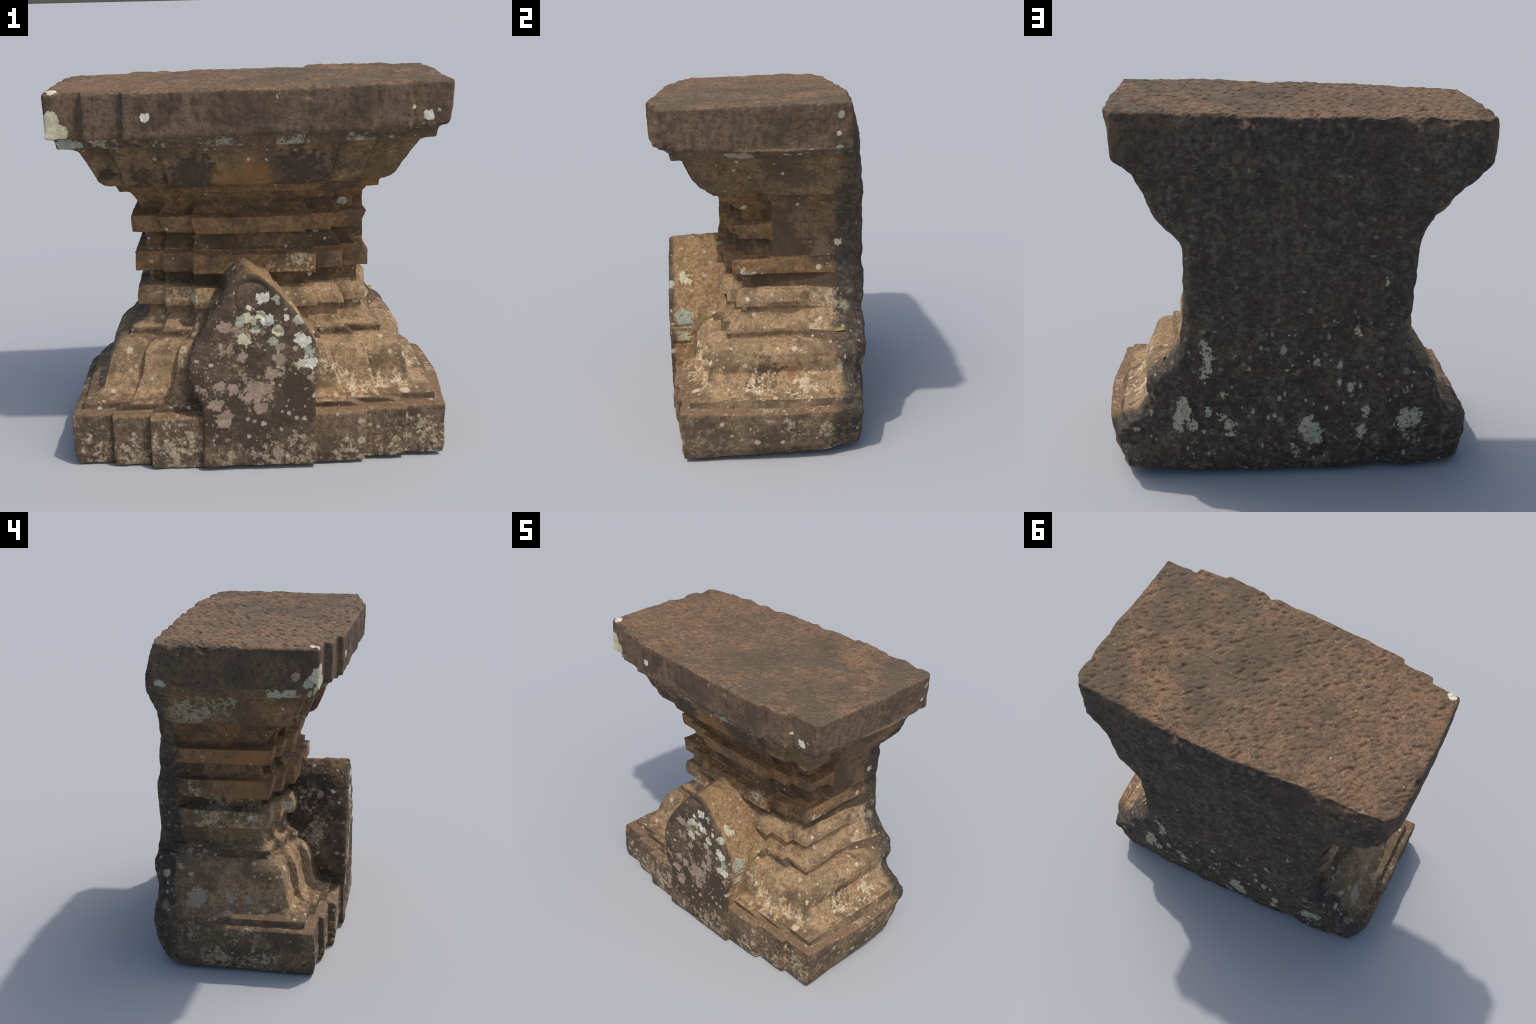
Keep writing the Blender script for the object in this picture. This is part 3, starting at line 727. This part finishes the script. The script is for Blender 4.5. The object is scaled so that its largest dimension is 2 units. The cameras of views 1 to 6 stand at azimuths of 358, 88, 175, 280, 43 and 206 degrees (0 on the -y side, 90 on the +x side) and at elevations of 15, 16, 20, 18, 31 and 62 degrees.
mats = {
    "top_slab": stone("slab_sandstone", srgb(98, 82, 66), srgb(108, 88, 71), srgb(74, 62, 52), dark_amt=.7, lichen=.04, spots=0, moss=.3,
                      top=True, marks=slab_marks, ragged=.6, seed=1, streak=.30),
    "cornice_fillet": stone("fillet_sandstone", srgb(104, 86, 68), srgb(118, 98, 76), srgb(72, 62, 52), lichen=1.1, spots=.5, moss=.5,
                            pale=(srgb(160, 162, 144), srgb(196, 194, 174)), seed=2,
                            blooms=[((-.45, -.5, 1.67), .12), ((-.15, -.5, 1.67), .12), ((.2, -.52, 1.67), .14), ((.5, -.52, 1.68), .14), ((-.7, -.46, 1.66), .12)],
                            bloom_col=srgb(176, 176, 158),
                            marks=[((-.90, -.415, 1.665), .045, MINT), ((-.84, -.44, 1.668), .03, MINT), ((-.93, -.3, 1.67), .05, MINT),
                                   ((-.93, -.22, 1.67), .05, MINT), ((.89, -.10, 1.69), .05, GREY), ((.89, -.16, 1.69), .035, GREY)]),
    "cornice_cyma": stone("cyma_sandstone", srgb(122, 101, 76), srgb(132, 104, 72), srgb(78, 68, 56), lichen=.25, spots=.15, moss=.6,
                          stains=cyma_stains, seed=3, flank_dark=.4, dark_amt=.65,
                          blooms=[((-.82, .20, 1.56), .16), ((-.80, .32, 1.50), .14), ((-.84, .05, 1.60), .12)], bloom_col=srgb(160, 164, 142)),
    "neck": stone("neck_sandstone", srgb(122, 96, 66), srgb(134, 100, 66), srgb(78, 66, 54), lichen=.2, spots=.1, moss=.35, dark_amt=.75, stain=.44, seed=4,
                  flank_dark=.5),
    "upper": stone("band_sandstone", srgb(132, 104, 74), srgb(140, 106, 72), srgb(86, 72, 58), lichen=.35, spots=.3, moss=.3, seed=5, flank_dark=.2, dark_amt=.75,
                   stain=.46, stains=[((-.63, 0, 1.2), .18, srgb(152, 110, 68), .75), ((-.62, .02, 1.01), .12, srgb(142, 106, 70), .6)],
                   blooms=[((.22, -.26, 1.00), .13), ((.08, -.24, 1.0), .08), ((-.62, .3, 1.0), .10)]),
    "lower": stone("dado_sandstone", srgb(152, 126, 96), srgb(158, 130, 98), srgb(100, 83, 66), lichen=1.0, spots=.6, moss=.4, seed=6, dark_amt=.8,
                   stain=.455, flank_dark=.5, blooms=[((-.42, -.18, .82), .12), ((-.32, -.22, .80), .10), ((.60, .40, .82), .14), ((.60, .30, .80), .10), ((-.60, .2, .82), .18),
                   ((-.6, 0, .8), .12), ((-.58, .2, .92), .2), ((.64, .3, .62), .1)],
                   marks=[((.60, .49, .66), .024, CREAM)], tall=BACKM),
    "plain_block": stone("block_sandstone", srgb(118, 94, 72), srgb(126, 100, 76), srgb(80, 67, 55), lichen=.25, spots=.3, moss=.3, seed=12, dark_amt=.7, stain=.47,
                         flank_dark=.3, streak=.35, marks=[((.60, .36, 1.05), .018, CREAM), ((.60, .42, 1.14), .024, CREAM), ((.61, .38, 1.22), .016, GREY)]),
    "darkened_fillet": stone("dark_fillet_sandstone", srgb(122, 101, 78), srgb(130, 106, 80), srgb(80, 66, 53), lichen=.8, spots=.4, moss=.45, seed=10, dark_amt=.75, stain=.43,  # darker stone tones for the upright faces of the two fillets
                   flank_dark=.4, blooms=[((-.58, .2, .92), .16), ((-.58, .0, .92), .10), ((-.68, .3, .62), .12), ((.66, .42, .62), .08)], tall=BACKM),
    "recess": stone("recess_sandstone", srgb(120, 96, 70), srgb(128, 102, 74), srgb(76, 63, 51), lichen=.4, spots=.2, moss=.5, seed=11, dark_amt=.8, stain=.42,
                    flank_dark=.3, blooms=[((-.58, .2, .91), .18), ((-.58, .0, .91), .12)], tall=BACKM),
    "base_cyma": stone("base_cyma_sandstone", srgb(158, 131, 99), srgb(148, 123, 94), srgb(96, 80, 63), lichen=.85, spots=1.0, moss=.4, seed=7,
                       dark_amt=.72, stain=.465, flank_dark=.5, foot=(.335, srgb(118, 97, 76)), pale=(srgb(204, 176, 146), srgb(212, 202, 172)),
                       marks=[((-.80, .28, .39), .062, GREY), ((-.80, .08, .40), .036, GREY), ((-.80, -.03, .39), .022, GREY)], tall=BACKM,
                       blooms=[((.60, -.37, .36), .13), ((.45, -.40, .40), .12), ((.38, -.40, .50), .08), ((.80, -.05, .35), .14), ((.82, .20, .35), .16), ((.75, -.33, .36), .10),
                               ((.385, -.37, .53), .05), ((.40, -.37, .47), .055), ((.41, -.37, .41), .06), ((.575, -.33, .50), .04), ((.59, -.34, .43), .05)],
                       bloom_col=srgb(222, 204, 170),
                       stains=[((.77, .00, .47), .11, srgb(88, 72, 60), .85), ((.79, -.08, .39), .06, srgb(88, 72, 60), .8), ((.78, .14, .45), .06, srgb(150, 104, 72), .6)]),
    "plinth": stone("plinth_sandstone", srgb(118, 98, 77), srgb(106, 88, 69), srgb(78, 67, 55), lichen=1.0, spots=.9, crust=.25, moss=.5, seed=8,
                    dark_amt=.8, stain=.44, brow=(.278, srgb(142, 114, 88)), pale=(srgb(180, 160, 132), srgb(200, 188, 160)), tall=BACKM,
                    blooms=[((-.85, -.44, .12), .15), ((-.65, -.48, .08), .14), ((-.42, -.52, .12), .20), ((-.42, -.52, .22), .12), ((.66, -.50, .06), .16),
                            ((.85, -.47, .10), .18), ((.45, -.53, .06), .14), ((.98, .34, .16), .12), ((.97, .12, .22), .10), ((-.94, -.1, .09), .16), ((-.94, .15, .08), .14),
                            ((.93, .0, .31), .12), ((.92, .25, .31), .12), ((-.9, .0, .30), .14), ((-.9, .25, .30), .14), ((.98, .4, .08), .14)]),
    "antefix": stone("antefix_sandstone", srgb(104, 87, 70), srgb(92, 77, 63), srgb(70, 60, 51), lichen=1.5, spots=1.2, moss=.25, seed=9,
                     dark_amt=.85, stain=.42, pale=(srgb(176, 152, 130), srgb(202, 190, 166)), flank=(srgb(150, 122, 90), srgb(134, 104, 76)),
                     marks=[((.028, -.555, .920), .034, WHITE), ((-.045, -.555, .875), .017, WHITE), ((.135, -.555, .815), .019, WHITE),
                            ((-.045, -.555, .81), .040, CREAM), ((-.085, -.555, .805), .030, MINT), ((.045, -.555, .805), .036, WHITE),
                            ((-.01, -.555, .755), .026, MINT), ((.01, -.555, .835), .025, CREAM), ((.085, -.555, .915), .022, MINT),
                            ((.215, -.555, .700), .042, WHITE), ((.25, -.545, .64), .036, MINT), ((.255, -.55, .58), .036, WHITE),
                            ((.20, -.555, .57), .030, CREAM), ((.07, -.555, .69), .025, MINT), ((.11, -.555, .665), .026, PINK),
                            ((.20, -.54, .80), .028, MINT), ((.285, -.47, .62), .060, MINT), ((.28, -.48, .50), .040, CREAM), ((.20, -.46, .84), .045, CREAM),
                            ((-.17, -.555, .775), .036, PINK), ((-.03, -.555, .42), .055, PINK), ((.04, -.555, .44), .03, PINK),
                            ((.10, -.555, .60), .034, PINK), ((-.07, -.555, .70), .035, CREAM), ((-.08, -.555, .62), .03, PINK), ((.09, -.555, .75), .03, CREAM), ((.06, -.555, .52), .036, PINK), ((-.22, -.555, .36), .035, PINK), ((.0, -.555, .34), .035, PINK), ((-.20, -.555, .46), .03, PINK), ((-.13, -.555, .45), .028, PINK), ((-.18, -.555, .28), .05, PINK)],
                     blooms=[((-.05, -.555, .76), .14), ((-.05, -.555, .42), .18), ((-.2, -.555, .08), .16), ((.05, -.555, .07), .16), ((.2, -.555, .10), .14),
                             ((-.14, -.555, .62), .12), ((.1, -.555, .55), .10), ((-.2, -.555, .42), .14), ((.22, -.38, .95), .16), ((.26, -.45, .55), .12),
                             ((-.26, -.40, .62), .16), ((-.22, -.3, .85), .12)], bloom_amt=.65, bloom_col=srgb(190, 168, 140)),
}
slot = {"plinth": "plinth", "base_fillet": "darkened_fillet", "base_cyma": "base_cyma", "dado_fillet": "darkened_fillet", "recess": "recess", "cove": "lower", "neck": "neck",
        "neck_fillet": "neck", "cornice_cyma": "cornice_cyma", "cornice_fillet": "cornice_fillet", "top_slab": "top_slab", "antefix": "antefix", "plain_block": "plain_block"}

# ------------------------------------------------------------------ objects
root = bpy.data.objects.new("stone_pedestal", None)
bpy.context.scene.collection.objects.link(root)
root["label"] = "weathered carved sandstone pedestal with stepped mouldings and gabled front"
root["category"] = "temple pedestal"

def add(name, me, mat):
    me.materials.clear()
    me.materials.append(mat)
    ob = bpy.data.objects.new(name, me)
    bpy.context.scene.collection.objects.link(ob)
    ob.parent = root
    return ob

for i, nm in enumerate(names):
    fs = quads[part == i]
    if not len(fs):
        continue
    used, inv = np.unique(fs, return_inverse=True)
    me = bpy.data.meshes.new(nm)
    me.vertices.add(len(used)); me.vertices.foreach_set("co", p[used].ravel())
    me.loops.add(fs.size); me.loops.foreach_set("vertex_index", inv.ravel().astype(np.int32))
    me.polygons.add(len(fs))
    me.polygons.foreach_set("loop_start", np.arange(0, fs.size, 4, dtype=np.int32))
    me.update(calc_edges=True)
    me.polygons.foreach_set("use_smooth", np.ones(len(fs), dtype=bool))
    me.normals_split_custom_set_from_vertices([tuple(v) for v in nrm[used]])
    if nm in slot:
        mt = mats[slot[nm]]
    else:
        mt = mats["lower"] if BANDS[i][0] < .95 else mats["upper"]
    add(nm, me, mt)
bpy.data.meshes.remove(body)
bpy.data.meshes.remove(shell)

# ------------------------------------------------------------------ a small yellowed leaf and a dry straw lying on the right ledge
def plain(name, a, b):
    k = NT(name)
    f, _ = k.noise(120, 3, .6)
    bs = k.n("ShaderNodeBsdfPrincipled")
    k.put(bs.inputs["Base Color"], k.mix(k.ramp(f, .4, .6), a, b))
    bs.inputs["Roughness"].default_value = .7
    out = k.n("ShaderNodeOutputMaterial")
    k.t.links.new(bs.outputs[0], out.inputs[0])
    return k.mat

def surface_at(px, pz):
    """a point of the right flank close to the given depth and height"""
    d = (p[:, 1] - px) ** 2 + (p[:, 2] - pz) ** 2 + (p[:, 0] < .4) * 9
    i = d.argmin()
    return Vector(p[i]), Vector(nrm[i])

def leaf_mesh(n=9, L=.062, W=.011):
    bm = bmesh.new()
    rows = []
    for i in range(n):
        t = i / (n - 1)
        hw = W * math.sin(math.pi * min(1, t * 1.02 + .02)) ** .8 + .0012
        c = Vector((L * (t - .5), .010 * math.sin(3 * t), .010 * t * t + .004))
        rows.append([bm.verts.new(c + Vector((0, s * hw, -.003 * abs(s) + dz))) for dz in (0, -.0012) for s in (-1, 0, 1)])
    for a, b in zip(rows[:-1], rows[1:]):
        for q in ((0, 1), (1, 2), (5, 4), (4, 3), (2, 5), (3, 0)):
            bm.faces.new((a[q[0]], a[q[1]], b[q[1]], b[q[0]]))
    for r in (rows[0], rows[-1]):
        bm.faces.new((r[0], r[1], r[4], r[3])); bm.faces.new((r[1], r[2], r[5], r[4]))
    bmesh.ops.recalc_face_normals(bm, faces=bm.faces[:])
    me = bpy.data.meshes.new("leaf")
    bm.to_mesh(me); bm.free()
    me.shade_smooth()
    return me

pt, nn = surface_at(.420, .645)
leaf = add("leaf", leaf_mesh(), plain("yellow_leaf", srgb(150, 134, 66), srgb(128, 112, 60)))
leaf.location = pt + nn * .006
leaf.rotation_euler = nn.to_track_quat("Z", "Y").to_euler()
